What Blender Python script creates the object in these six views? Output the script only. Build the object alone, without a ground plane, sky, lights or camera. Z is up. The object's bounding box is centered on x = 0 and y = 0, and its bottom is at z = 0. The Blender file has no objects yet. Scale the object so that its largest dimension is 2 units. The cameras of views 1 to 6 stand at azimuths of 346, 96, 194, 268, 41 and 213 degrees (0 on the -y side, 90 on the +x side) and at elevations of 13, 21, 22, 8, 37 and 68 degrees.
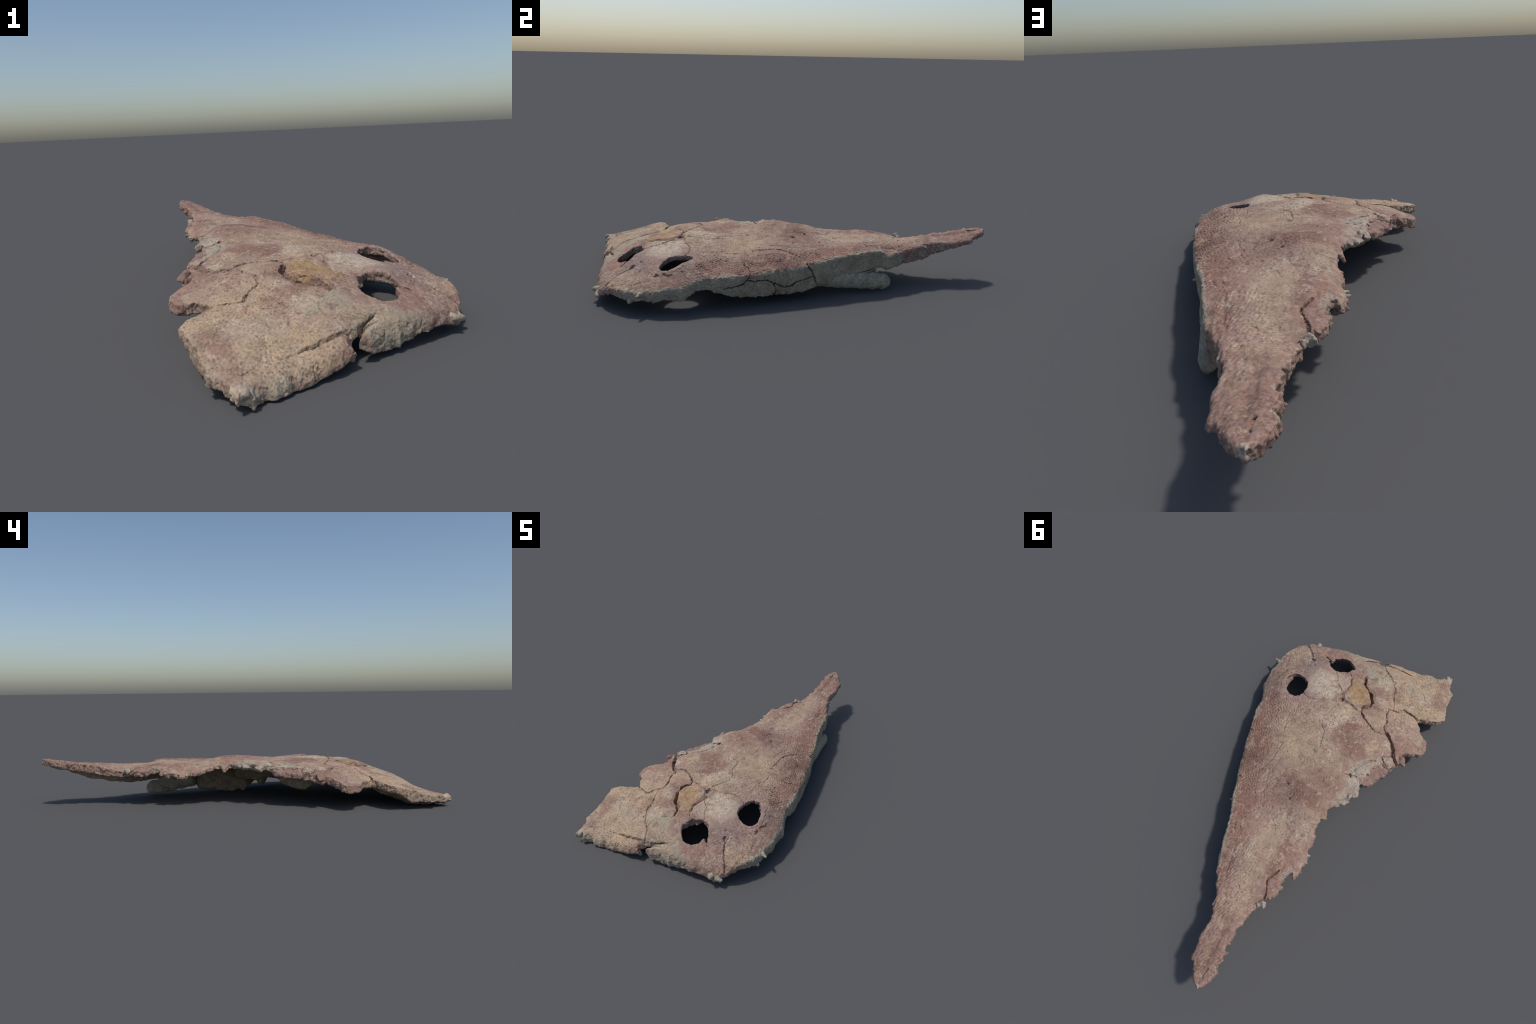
"""Fossil skull: half of a flat, broken crocodile-like skull roof lying on the ground.

The skull is one solid slab, built as a signed-distance field and turned into a
mesh with surface nets:  plan margin (four named runs of stations)  x  domed roof
height (control heights, thin-plate spline)  x  thickness profile per margin.
Sutures, gaps, furrows and the wormy dermal ornament are cut into the roof.
The slab is then separated along its sutures into plates; loose rock, splinters
and palate pieces are solids of their own.
"""
import bpy, math
import numpy as np

H = 0.0025            # cell size of the skull slab (m)

# ---------------------------------------------------------------- plan margins
MARGIN_LEFT = [   # broken midline edge, from the snout tip backwards
    (-0.216, 0.997), (-0.231, 0.988), (-0.242, 0.971), (-0.244, 0.948), (-0.248, 0.920), (-0.251, 0.905), (-0.240, 0.890),
    (-0.235, 0.875), (-0.242, 0.853), (-0.233, 0.844), (-0.237, 0.826), (-0.222, 0.813), (-0.216, 0.799), (-0.224, 0.787),
    (-0.217, 0.777), (-0.220, 0.748), (-0.209, 0.727), (-0.215, 0.700), (-0.220, 0.658), (-0.224, 0.605), (-0.218, 0.583),
    (-0.232, 0.555), (-0.250, 0.544), (-0.261, 0.529), (-0.267, 0.510), (-0.268, 0.467), (-0.254, 0.462), (-0.261, 0.442),
    (-0.254, 0.427), (-0.260, 0.405), (-0.268, 0.399), (-0.282, 0.415), (-0.288, 0.407), (-0.297, 0.370), (-0.291, 0.350),
    (-0.293, 0.312), (-0.284, 0.294), (-0.285, 0.280), (-0.271, 0.269), (-0.273, 0.243), (-0.266, 0.220), (-0.260, 0.197),
    (-0.245, 0.187), (-0.245, 0.160), (-0.237, 0.148), (-0.240, 0.122), (-0.256, 0.098), (-0.242, 0.074), (-0.243, 0.050),
    (-0.257, 0.020), (-0.278, 0.003), (-0.273, -0.012), (-0.282, -0.029), (-0.277, -0.048), (-0.301, -0.048),
    (-0.300, -0.090), (-0.297, -0.125), (-0.288, -0.134), (-0.304, -0.159), (-0.307, -0.190), (-0.303, -0.220),
    (-0.313, -0.241), (-0.328, -0.282), (-0.361, -0.270), (-0.389, -0.324), (-0.403, -0.358), (-0.405, -0.371),
    (-0.393, -0.383), (-0.374, -0.386), (-0.384, -0.406), (-0.408, -0.424), (-0.429, -0.434), (-0.454, -0.459),
    (-0.465, -0.482), (-0.461, -0.513), (-0.439, -0.540), (-0.401, -0.557), (-0.371, -0.592)]
MARGIN_CORNER = [  # broken end of the rear left corner
    (-0.366, -0.596), (-0.350, -0.616), (-0.375, -0.637), (-0.402, -0.649), (-0.434, -0.667), (-0.458, -0.693),
    (-0.460, -0.719), (-0.452, -0.733), (-0.436, -0.791), (-0.427, -0.848), (-0.424, -0.902), (-0.394, -0.926),
    (-0.389, -0.948), (-0.374, -0.998)]
MARGIN_REAR = [
    (-0.339, -0.991), (-0.317, -0.965), (-0.302, -0.957), (-0.272, -0.962), (-0.235, -0.945), (-0.214, -0.931),
    (-0.177, -0.926), (-0.156, -0.919), (-0.144, -0.911), (-0.107, -0.905), (-0.063, -0.889), (-0.041, -0.875),
    (-0.034, -0.840), (-0.015, -0.856), (0.015, -0.857), (0.067, -0.835), (0.132, -0.817), (0.196, -0.803),
    (0.271, -0.778), (0.331, -0.766)]
MARGIN_RIGHT = [   # jaw margin, from the rear corner forward to the tip
    (0.341, -0.750), (0.355, -0.748), (0.371, -0.736), (0.384, -0.711), (0.399, -0.694), (0.412, -0.665), (0.430, -0.628),
    (0.446, -0.583), (0.448, -0.548), (0.439, -0.514), (0.448, -0.467), (0.444, -0.438), (0.429, -0.393),
    (0.423, -0.347), (0.405, -0.317), (0.389, -0.298), (0.368, -0.258), (0.364, -0.219), (0.359, -0.186), (0.337, -0.137),
    (0.310, -0.064), (0.297, -0.025), (0.269, 0.033), (0.245, 0.092), (0.219, 0.148), (0.197, 0.187), (0.170, 0.250),
    (0.155, 0.279), (0.123, 0.328), (0.109, 0.365), (0.091, 0.408), (0.075, 0.447), (0.058, 0.482), (0.039, 0.528),
    (0.017, 0.575), (-0.007, 0.601), (-0.020, 0.628), (-0.036, 0.643), (-0.052, 0.664), (-0.057, 0.688), (-0.069, 0.713),
    (-0.085, 0.731), (-0.092, 0.762), (-0.096, 0.822), (-0.101, 0.850), (-0.113, 0.881), (-0.119, 0.916), (-0.131, 0.930),
    (-0.143, 0.930), (-0.160, 0.954), (-0.177, 0.977), (-0.193, 0.989)]
HOLE_LEFT = [(0.216, -0.663), (0.196, -0.661), (0.191, -0.693), (0.172, -0.716), (0.151, -0.726), (0.123, -0.725),
             (0.094, -0.710), (0.075, -0.695), (0.063, -0.673), (0.075, -0.657), (0.083, -0.630), (0.104, -0.621),
             (0.123, -0.602), (0.145, -0.601), (0.178, -0.607), (0.204, -0.638)]
HOLE_RIGHT = [(0.304, -0.476), (0.277, -0.482), (0.250, -0.477), (0.221, -0.457), (0.206, -0.430), (0.201, -0.393),
              (0.212, -0.366), (0.227, -0.348), (0.259, -0.344), (0.291, -0.365), (0.314, -0.396), (0.328, -0.432),
              (0.321, -0.460)]

# ---------------------------------------------------------------- roof heights
ROOF = np.array([
    (-0.216, 0.998, 0.240), (-0.21, 0.935, 0.236), (-0.128, 0.922, 0.21), (-0.247, 0.58, 0.18), (-0.273, -0.102, 0.209),
    (0.025, -0.459, 0.201), (-0.036, -0.172, 0.204), (0.256, -0.409, 0.17), (0.136, -0.659, 0.14), (-0.077, -0.777, 0.124),
    (-0.138, -0.744, 0.124), (-0.369, -0.995, 0.055), (-0.432, -0.9, 0.062), (-0.457, -0.72, 0.111), (-0.461, -0.512, 0.123),
    (-0.266, -0.427, 0.181), (0.195, 0.150, 0.170), (0.127, -0.098, 0.188), (0.046, -0.316, 0.204), (0.462, -0.525, 0.088),
    (0.014, 0.577, 0.185), (0.038, -0.492, 0.187), (-0.079, -0.583, 0.172), (-0.033, -0.836, 0.091), (0.3, -0.305, 0.176),
    (0.069, -0.63, 0.168), (-0.265, 0.007, 0.215), (-0.255, 0.098, 0.186), (-0.286, 0.282, 0.156), (-0.269, 0.469, 0.186),
    (0.362, -0.718, 0.074), (0.337, -0.766, 0.054), (0.406, -0.678, 0.09), (-0.183, -0.419, 0.193), (-0.258, -0.617, 0.14),
    (-0.231, -0.131, 0.207), (0.302, -0.087, 0.154), (0.405, -0.316, 0.12), (-0.068, 0.162, 0.203), (-0.043, 0.411, 0.2),
    (-0.193, 0.687, 0.199), (0.122, -0.009, 0.199), (-0.067, 0.13, 0.215), (-0.019, 0.074, 0.214), (0.038, 0.505, 0.177),
    (-0.222, -0.879, 0.067), (0.111, -0.61, 0.163), (0.125, 0.3, 0.190), (0.088, 0.39, 0.194), (0.044, 0.49, 0.190),
    (-0.018, 0.63, 0.187), (-0.089, 0.75, 0.198), (0.24, 0.085, 0.160), (.19, .19, .176), (0.345, -0.17, 0.147), (0.38, -0.27, 0.136),
    (0.412, -0.35, 0.118), (-.223, .424, .201), (-.199, .48, .198), (-.267, .513, .179), (-.225, .53, .19), (-.168, .238, .205),
    (-.222, .275, .195), (-.294, .317, .161), (-.117, .338, .193), (-.308, -.228, .190), (-.328, -.275, .194), (-.31, -.299, .196), (-.211, -.506, .187), (-.153, -.428, .194), (-.375, -.39, .156), (-.188, .124, .224), (-.216, .109, .218), (-.221, .597, .178),
    (-.27, .383, .188), (.335, -.667, .110), (.281, -.602, .142), (.356, -.567, .124), (.192, -.615, .168), (.214, -.657, .134),
    (.076, -.699, .133), (.30, -.373, .183), (.225, -.357, .180), (.14, -.467, .184), (.282, -.515, .150), (-.4, -.775, .10),
    (-.299, -.77, .111), (.10, -.765, .108), (.20, -.75, .104), (.28, -.72, .100)])

# edge thickness along each margin: (station coordinate, thickness)
THICK_LEFT = [(-1, .035), (-.6, .04), (-.5, .04), (-.4, .038), (-.3, .045), (-.19, .045), (-.13, .03), (.02, .03), (.1, .022),
              (.2, .02), (.35, .02), (.45, .03), (.58, .03), (.72, .05), (.82, .042), (.91, .04), (1., .027)]     # by y
THICK_CORNER = [(-1, .03), (-.95, .038), (-.87, .03), (-.82, .056), (-.78, .067), (-.72, .033), (-.6, .04)]       # by y
THICK_REAR = [(-.37, .03), (-.33, .043), (-.28, .055), (-.22, .048), (-.1, .038), (-.05, .03), (-.01, .04), (.075, .070),
              (.13, .064), (.18, .050), (.26, .038), (.31, .03), (.337, .025)]                                     # by x
THICK_RIGHT = [(-.766, .028), (-.7, .032), (-.6, .036), (-.53, .036), (-.46, .046), (-.355, .058), (-.303, .042), (-.27, .046),
               (-.217, .068), (-.175, .087), (-.12, .104), (0, .117), (.13, .124), (.2, .125), (.27, .125), (.395, .115),
               (.45, .10), (.49, .08), (.55, .068), (.6, .067), (.676, .077), (.72, .063), (.78, .043), (.81, .038), (.91, .02),
               (1., .022)]                                                                                          # by y

# ---------------------------------------------------------------- sutures, gaps
# name: (half width, depth, [stations])
GAPS = {
    'corner suture': (.0030, .010, [(-0.033, -0.835), (-0.065, -0.786), (-0.077, -0.777), (-0.104, -0.768), (-0.135, -0.740),
                                    (-0.163, -0.710), (-0.173, -0.674), (-0.187, -0.643), (-0.204, -0.616), (-0.218, -0.582)]),
    'green plate edge': (.0028, .008, [(-0.077, -0.777), (-0.081, -0.742), (-0.070, -0.712), (-0.046, -0.684), (-0.021, -0.674), (-0.002, -0.672)]),
    'ochre gap': (.0075, .036, [(-0.009, -0.660), (-0.021, -0.626), (-0.047, -0.607), (-0.081, -0.590), (-0.095, -0.565),
                                (-0.112, -0.544), (-0.112, -0.521), (-0.100, -0.496), (-0.087, -0.480)]),
    'front gap': (.0048, .020, [(-0.087, -0.480), (-0.096, -0.458), (-0.119, -0.439), (-0.149, -0.426), (-0.176, -0.417),
                                (-0.206, -0.405)]),
    'front gap end': (.003, .010, [(-0.206, -0.405), (-0.224, -0.412), (-0.245, -0.420), (-0.264, -0.427)]),
    'ochre front': (.0035, .010, [(0.003, -0.457), (-0.014, -0.461), (-0.052, -0.453), (-0.084, -0.451), (-0.098, -0.458)]),
    'ochre right': (.0032, .010, [(0.041, -0.484), (0.035, -0.525), (0.029, -0.564), (0.045, -0.597), (0.053, -0.617), (0.070, -0.626)]),
    'pale plate front': (.0030, .009, [(0.030, -0.441), (0.069, -0.425), (0.101, -0.406), (0.137, -0.384), (0.165, -0.375), (0.200, -0.390)]),
    'middle suture': (.0030, .009, [(0.016, -0.423), (0.028, -0.383), (0.038, -0.347), (0.040, -0.316), (0.024, -0.280),
                                    (-0.001, -0.264), (-0.015, -0.235), (-0.021, -0.215), (-0.036, -0.171)]),
    'left fine suture': (.0032, .004, [(-0.045, -0.156), (-0.083, -0.141), (-0.133, -0.131), (-0.184, -0.128), (-0.212, -0.124)]),
    'left step': (.005, .010, [(-0.208, -0.126), (-0.237, -0.136), (-0.258, -0.143)]),
    'middle fine suture': (.0030, .004, [(0.128, -0.097), (0.100, -0.127), (0.078, -0.149), (0.047, -0.157), (0.012, -0.159), (-0.033, -0.169)]),
    'side suture': (.0030, .007, [(0.128, -0.097), (0.123, -0.047), (0.115, -0.009), (0.117, 0.035), (0.130, 0.069), (0.143, 0.102),
                                  (0.174, 0.137), (0.210, 0.172)]),
    'fine a': (.003, .004, [(0.044, -0.322), (0.077, -0.304), (0.102, -0.309), (0.134, -0.317)]),
    'fine b': (.003, .004, [(0.210, -0.345), (0.183, -0.316), (0.176, -0.295), (0.160, -0.250), (0.173, -0.197), (0.161, -0.152)]),
    'rear seam': (.0042, .014, [(0.380, -0.712), (0.340, -0.674), (0.311, -0.650), (0.290, -0.613), (0.273, -0.600)]),
    'plate gap': (.0040, .014, [(-0.218, -0.582), (-0.201, -0.560), (-0.203, -0.530), (-0.216, -0.506), (-0.229, -0.488), (-0.227, -0.466),
                                (-0.236, -0.450), (-0.262, -0.430)]),
    'plate gap wide': (.0075, .030, [(-0.258, -0.436), (-0.283, -0.423), (-0.306, -0.408), (-0.330, -0.375), (-0.347, -0.346), (-0.380, -0.325)]),
    'plate rear': (.0045, .016, [(-0.220, -0.578), (-0.241, -0.587), (-0.254, -0.605), (-0.258, -0.620), (-0.295, -0.623), (-0.322, -0.621), (-0.36, -0.612)]),
    'corner crack': (.0034, .014, [(-0.033, -0.833), (-0.094, -0.850), (-0.140, -0.862), (-0.190, -0.872)]),
    'corner crack end': (.003, .008, [(-0.190, -0.872), (-0.221, -0.880)]),
    'side crack': (.0028, .010, [(0.325, -0.076), (0.308, -0.081), (0.268, -0.096), (0.244, -0.122)]),
    'rear fine': (.003, .005, [(0.297, -0.584), (0.347, -0.569), (0.377, -0.557), (0.404, -0.565), (0.443, -0.569)]),
    'rear fine 2': (.003, .004, [(0.346, -0.387), (0.347, -0.435), (0.32, -0.49)]),
    'tip slit': (.0035, .009, [(-0.210, 0.914), (-0.207, 0.930), (-0.213, 0.949)]),
    'slab gap': (.0036, .017, [(-0.216, 0.417), (-0.211, 0.435), (-0.202, 0.455), (-0.197, 0.477), (-0.201, 0.494), (-0.213, 0.512),
                               (-0.223, 0.532), (-0.228, 0.558)]),
    'snout furrow': (.008, .005, [(0.045, 0.36), (0.029, 0.395), (0.008, 0.446), (-0.002, 0.475), (-0.016, 0.523), (-0.026, 0.554), (-0.041, 0.578)]),
    'snout groove': (.014, .005, [(-0.165, 0.74), (-0.175, 0.82), (-0.19, 0.90), (-0.205, 0.95)]),
    'chip': (.004, .012, [(-0.353, -0.351), (-0.305, -0.306), (-0.331, -0.285), (-0.360, -0.271)]),
    'matrix edge': (.005, .008, [(-0.233, -0.166), (-0.242, -0.209), (-0.263, -0.251), (-0.29, -0.27)]),
    'corner tip crack': (.003, .006, [(-0.387, -0.941), (-0.340, -0.926), (-0.297, -0.897)]),
    'pale plate fine': (.0028, .003, [(0.180, -0.544), (0.139, -0.527), (0.102, -0.522), (0.074, -0.527), (0.045, -0.505)]),
    'hole corner': (.004, .012, [(0.205, -0.66), (0.235, -0.672)]),
}
# pits in the roof: (x, y, radius, depth)
PITS = [(.022, -.456, .013, .020), (-.305, -.227, .008, .02), (-.300, -.188, .006, .018), (-.258, -.172, .006, .015),
        (-.231, -.131, .011, .022), (-.066, .127, .006, .012), (-.018, .073, .007, .010), (-.077, -.777, .006, .012),
        (-.139, -.742, .008, .010), (-.252, -.604, .007, .016), (-.02, .20, .006, .006), (.24, -.20, .006, .004),
        (.255, -.572, .006, .006), (.29, -.60, .006, .006)]
# cracks that run down the jaw side wall
WALL_CRACKS = [
    [(0.215, 0.150, 0.17), (0.204, 0.174, 0.132), (0.197, 0.187, 0.087), (0.189, 0.202, 0.06), (0.196, 0.189, 0.03)],
    [(0.322, -0.095, 0.123), (0.308, -0.059, 0.116), (0.295, -0.022, 0.119), (0.279, 0.012, 0.102), (0.268, 0.036, 0.087),
     (0.259, 0.057, 0.073), (0.246, 0.089, 0.078), (0.235, 0.113, 0.096), (0.219, 0.148, 0.103), (0.204, 0.175, 0.11)],
    [(0.279, 0.012, 0.099), (0.274, 0.023, 0.068), (0.278, 0.015, 0.04)],
    [(0.319, -0.085, 0.166), (0.318, -0.085, 0.139), (0.33, -0.115, 0.105), (0.36, -0.191, 0.092)],
    [(0.189, 0.202, 0.06), (0.171, 0.255, 0.071), (0.14, 0.302, 0.085), (0.116, 0.346, 0.087), (0.097, 0.389, 0.095), (0.07, 0.45, 0.11)]]


# ================================================================ numeric tools
def perlin(p, freq, seed):
    """gradient noise at points p (n,3), about -1..1"""
    q = np.asarray(p, np.float64) * freq + seed * 17.31
    i = np.floor(q).astype(np.int64)
    f = q - i
    u = f * f * f * (f * (f * 6 - 15) + 10)
    out = np.zeros(len(q))
    for dx in (0, 1):
        for dy in (0, 1):
            for dz in (0, 1):
                h = ((i[:, 0] + dx) * 73856093) ^ ((i[:, 1] + dy) * 19349663) ^ ((i[:, 2] + dz) * 83492791) ^ (seed * 2654435761 % 2147483647)
                h = (h ^ (h >> 13)) * 1274126177
                h = (h ^ (h >> 16)) & 0xFFFFFF
                a = (h & 0xFFF) / 4096. * 2 * np.pi
                c = ((h >> 12) & 0xFFF) / 2048. - 1
                s = np.sqrt(np.maximum(0, 1 - c * c))
                dot = (f[:, 0] - dx) * s * np.cos(a) + (f[:, 1] - dy) * s * np.sin(a) + (f[:, 2] - dz) * c
                w = (u[:, 0] if dx else 1 - u[:, 0]) * (u[:, 1] if dy else 1 - u[:, 1]) * (u[:, 2] if dz else 1 - u[:, 2])
                out += w * dot
    return out * 1.5


def chips(p, freq, seed):
    """broken-stone relief: each cell of a jittered lattice is a plane tilted at random"""
    q = np.asarray(p, np.float64) * freq
    i = np.floor(q).astype(np.int64)
    best = np.full(len(q), 9e9); val = np.zeros(len(q))
    for dx in (-1, 0, 1):
        for dy in (-1, 0, 1):
            for dz in (-1, 0, 1):
                c = i + (dx, dy, dz)
                h = (c[:, 0] * 73856093) ^ (c[:, 1] * 19349663) ^ (c[:, 2] * 83492791) ^ (seed * 7919)
                r = []
                for k in range(7):
                    h = ((h ^ (h >> 13)) * 1274126177 + k * 40503) & 0xFFFFFFFF
                    r.append(((h >> 8) & 0xFFFF) / 65536.)
                v = q - c - np.stack(r[:3], 1)
                d = (v * v).sum(1)
                m = d < best
                g = (v * (np.stack(r[3:6], 1) * 2 - 1)).sum(1) * 1.2 + (r[6] - .5) * .9
                best[m] = d[m]; val[m] = g[m]
    return val


def fbm(p, freq, seed, octaves=3, gain=.5):
    r, a = 0, 1.
    for k in range(octaves):
        r = r + a * perlin(p, freq * 2.03 ** k, seed + k * 5)
        a *= gain
    return r


def smax(a, b, k):
    d = np.maximum(0, 1 - np.abs(a - b) / k)
    return np.maximum(a, b) + .25 * k * d * d


def smin(a, b, k):
    return -smax(-a, -b, k)


def smooth(e0, e1, x):
    t = np.clip((x - e0) / (e1 - e0), 0, 1)
    return t * t * (3 - 2 * t)


def seg_dist(X, Y, A, B):
    """distance to the segment A-B in plan, and the parameter along it"""
    dx, dy = B[0] - A[0], B[1] - A[1]
    t = np.clip(((X - A[0]) * dx + (Y - A[1]) * dy) / (dx * dx + dy * dy + 1e-12), 0, 1)
    return np.hypot(X - A[0] - t * dx, Y - A[1] - t * dy), t


def line_dist(X, Y, pts, reach):
    """distance to an open polyline, evaluated only near it"""
    d = np.full(X.shape, 9.)
    for A, B in zip(pts[:-1], pts[1:]):
        m = (X > min(A[0], B[0]) - reach) & (X < max(A[0], B[0]) + reach) & (Y > min(A[1], B[1]) - reach) & (Y < max(A[1], B[1]) + reach)
        if m.any():
            d[m] = np.minimum(d[m], seg_dist(X[m], Y[m], A, B)[0])
    return d


def inside(X, Y, poly):
    r = np.zeros(X.shape, bool)
    for A, B in zip(poly, poly[1:] + poly[:1]):
        if A[1] != B[1]:
            c = (A[1] > Y) != (B[1] > Y)
            r ^= c & (X < (B[0] - A[0]) * (Y - A[1]) / (B[1] - A[1]) + A[0])
    return r


def poly_sdf(X, Y, poly):
    d = np.full(X.shape, 9.)
    for A, B in zip(poly, poly[1:] + poly[:1]):
        d = np.minimum(d, seg_dist(X, Y, A, B)[0])
    return np.where(inside(X, Y, poly), -d, d)


def surface_nets(F, org, h):
    """vertices and quads of the zero level of F (negative inside)"""
    S = F < 0
    nx, ny, nz = F.shape
    c = np.zeros((nx - 1, ny - 1, nz - 1), np.int8)
    corners = [(i, j, k) for i in (0, 1) for j in (0, 1) for k in (0, 1)]
    for i, j, k in corners:
        c += S[i:nx - 1 + i, j:ny - 1 + j, k:nz - 1 + k]
    act = np.argwhere((c > 0) & (c < 8))
    idx = np.full(c.shape, -1, np.int32)
    idx[act[:, 0], act[:, 1], act[:, 2]] = np.arange(len(act))
    val = {o: F[act[:, 0] + o[0], act[:, 1] + o[1], act[:, 2] + o[2]].astype(np.float64) for o in corners}
    acc, n = np.zeros((len(act), 3)), np.zeros(len(act))
    for a in corners:
        for ax in range(3):
            if a[ax]:
                continue
            b = tuple(1 if q == ax else a[q] for q in range(3))
            va, vb = val[a], val[b]
            m = (va < 0) != (vb < 0)
            t = np.where(m, va / np.where(m, va - vb, 1), 0)
            p = np.tile(np.array(a, float), (len(act), 1))
            p[:, ax] += t
            acc[m] += p[m]
            n[m] += 1
    V = (act + acc / n[:, None]) * h + org
    quads = []
    for ax in range(3):
        o1, o2 = [(1, 2), (2, 0), (0, 1)][ax]
        sl0 = [slice(1, s - 1) for s in F.shape]; sl1 = list(sl0)
        sl0[ax] = slice(0, F.shape[ax] - 1); sl1[ax] = slice(1, F.shape[ax])
        a, b = S[tuple(sl0)], S[tuple(sl1)]
        e = np.argwhere(a != b)
        if not len(e):
            continue
        off = np.ones(3, int); off[ax] = 0
        flip = a[e[:, 0], e[:, 1], e[:, 2]]
        e = e + off
        q = []
        for d1, d2 in ((-1, -1), (0, -1), (0, 0), (-1, 0)):
            g = e.copy(); g[:, o1] += d1; g[:, o2] += d2
            q.append(idx[g[:, 0], g[:, 1], g[:, 2]])
        q = np.stack(q, 1)
        q[~flip] = q[~flip][:, ::-1]
        quads.append(q)
    Q = np.concatenate(quads)
    return V, Q[(Q >= 0).all(1)]


def mesh_of(name, V, Q):
    me = bpy.data.meshes.new(name)
    me.vertices.add(len(V)); me.vertices.foreach_set('co', np.ascontiguousarray(V, np.float32).ravel())
    me.loops.add(Q.size); me.loops.foreach_set('vertex_index', np.ascontiguousarray(Q, np.int32).ravel())
    me.polygons.add(len(Q)); me.polygons.foreach_set('loop_start', np.arange(0, Q.size, 4, dtype=np.int32))
    me.update(calc_edges=True)
    me.polygons.foreach_set('use_smooth', np.ones(len(Q), bool))
    return me


def vnormals(V, Q):
    n = np.cross(V[Q[:, 2]] - V[Q[:, 0]], V[Q[:, 3]] - V[Q[:, 1]])
    r = np.zeros_like(V)
    for k in range(4):
        for ax in range(3):
            r[:, ax] += np.bincount(Q[:, k], n[:, ax], len(V))
    return r / (np.linalg.norm(r, axis=1)[:, None] + 1e-12), n / (np.linalg.norm(n, axis=1)[:, None] + 1e-12)


def band_noise(shape, h, wavelength, seed, spread=.22, angle=None, stretch=1.):
    """labyrinth pattern: white noise passed through a ring-shaped filter"""
    r = np.random.RandomState(seed).standard_normal(shape)
    fx, fy = np.fft.fftfreq(shape[0], h)[:, None], np.fft.rfftfreq(shape[1], h)[None]
    if angle is not None:
        ca, sa = math.cos(angle), math.sin(angle)
        fx, fy = fx * ca + fy * sa, (-fx * sa + fy * ca) * stretch
    f = np.hypot(fx, fy) * wavelength
    g = np.fft.irfft2(np.fft.rfft2(r) * np.exp(-((f - 1) / spread) ** 2), s=shape)
    return np.tanh(1.3 * g / g.std())


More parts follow.
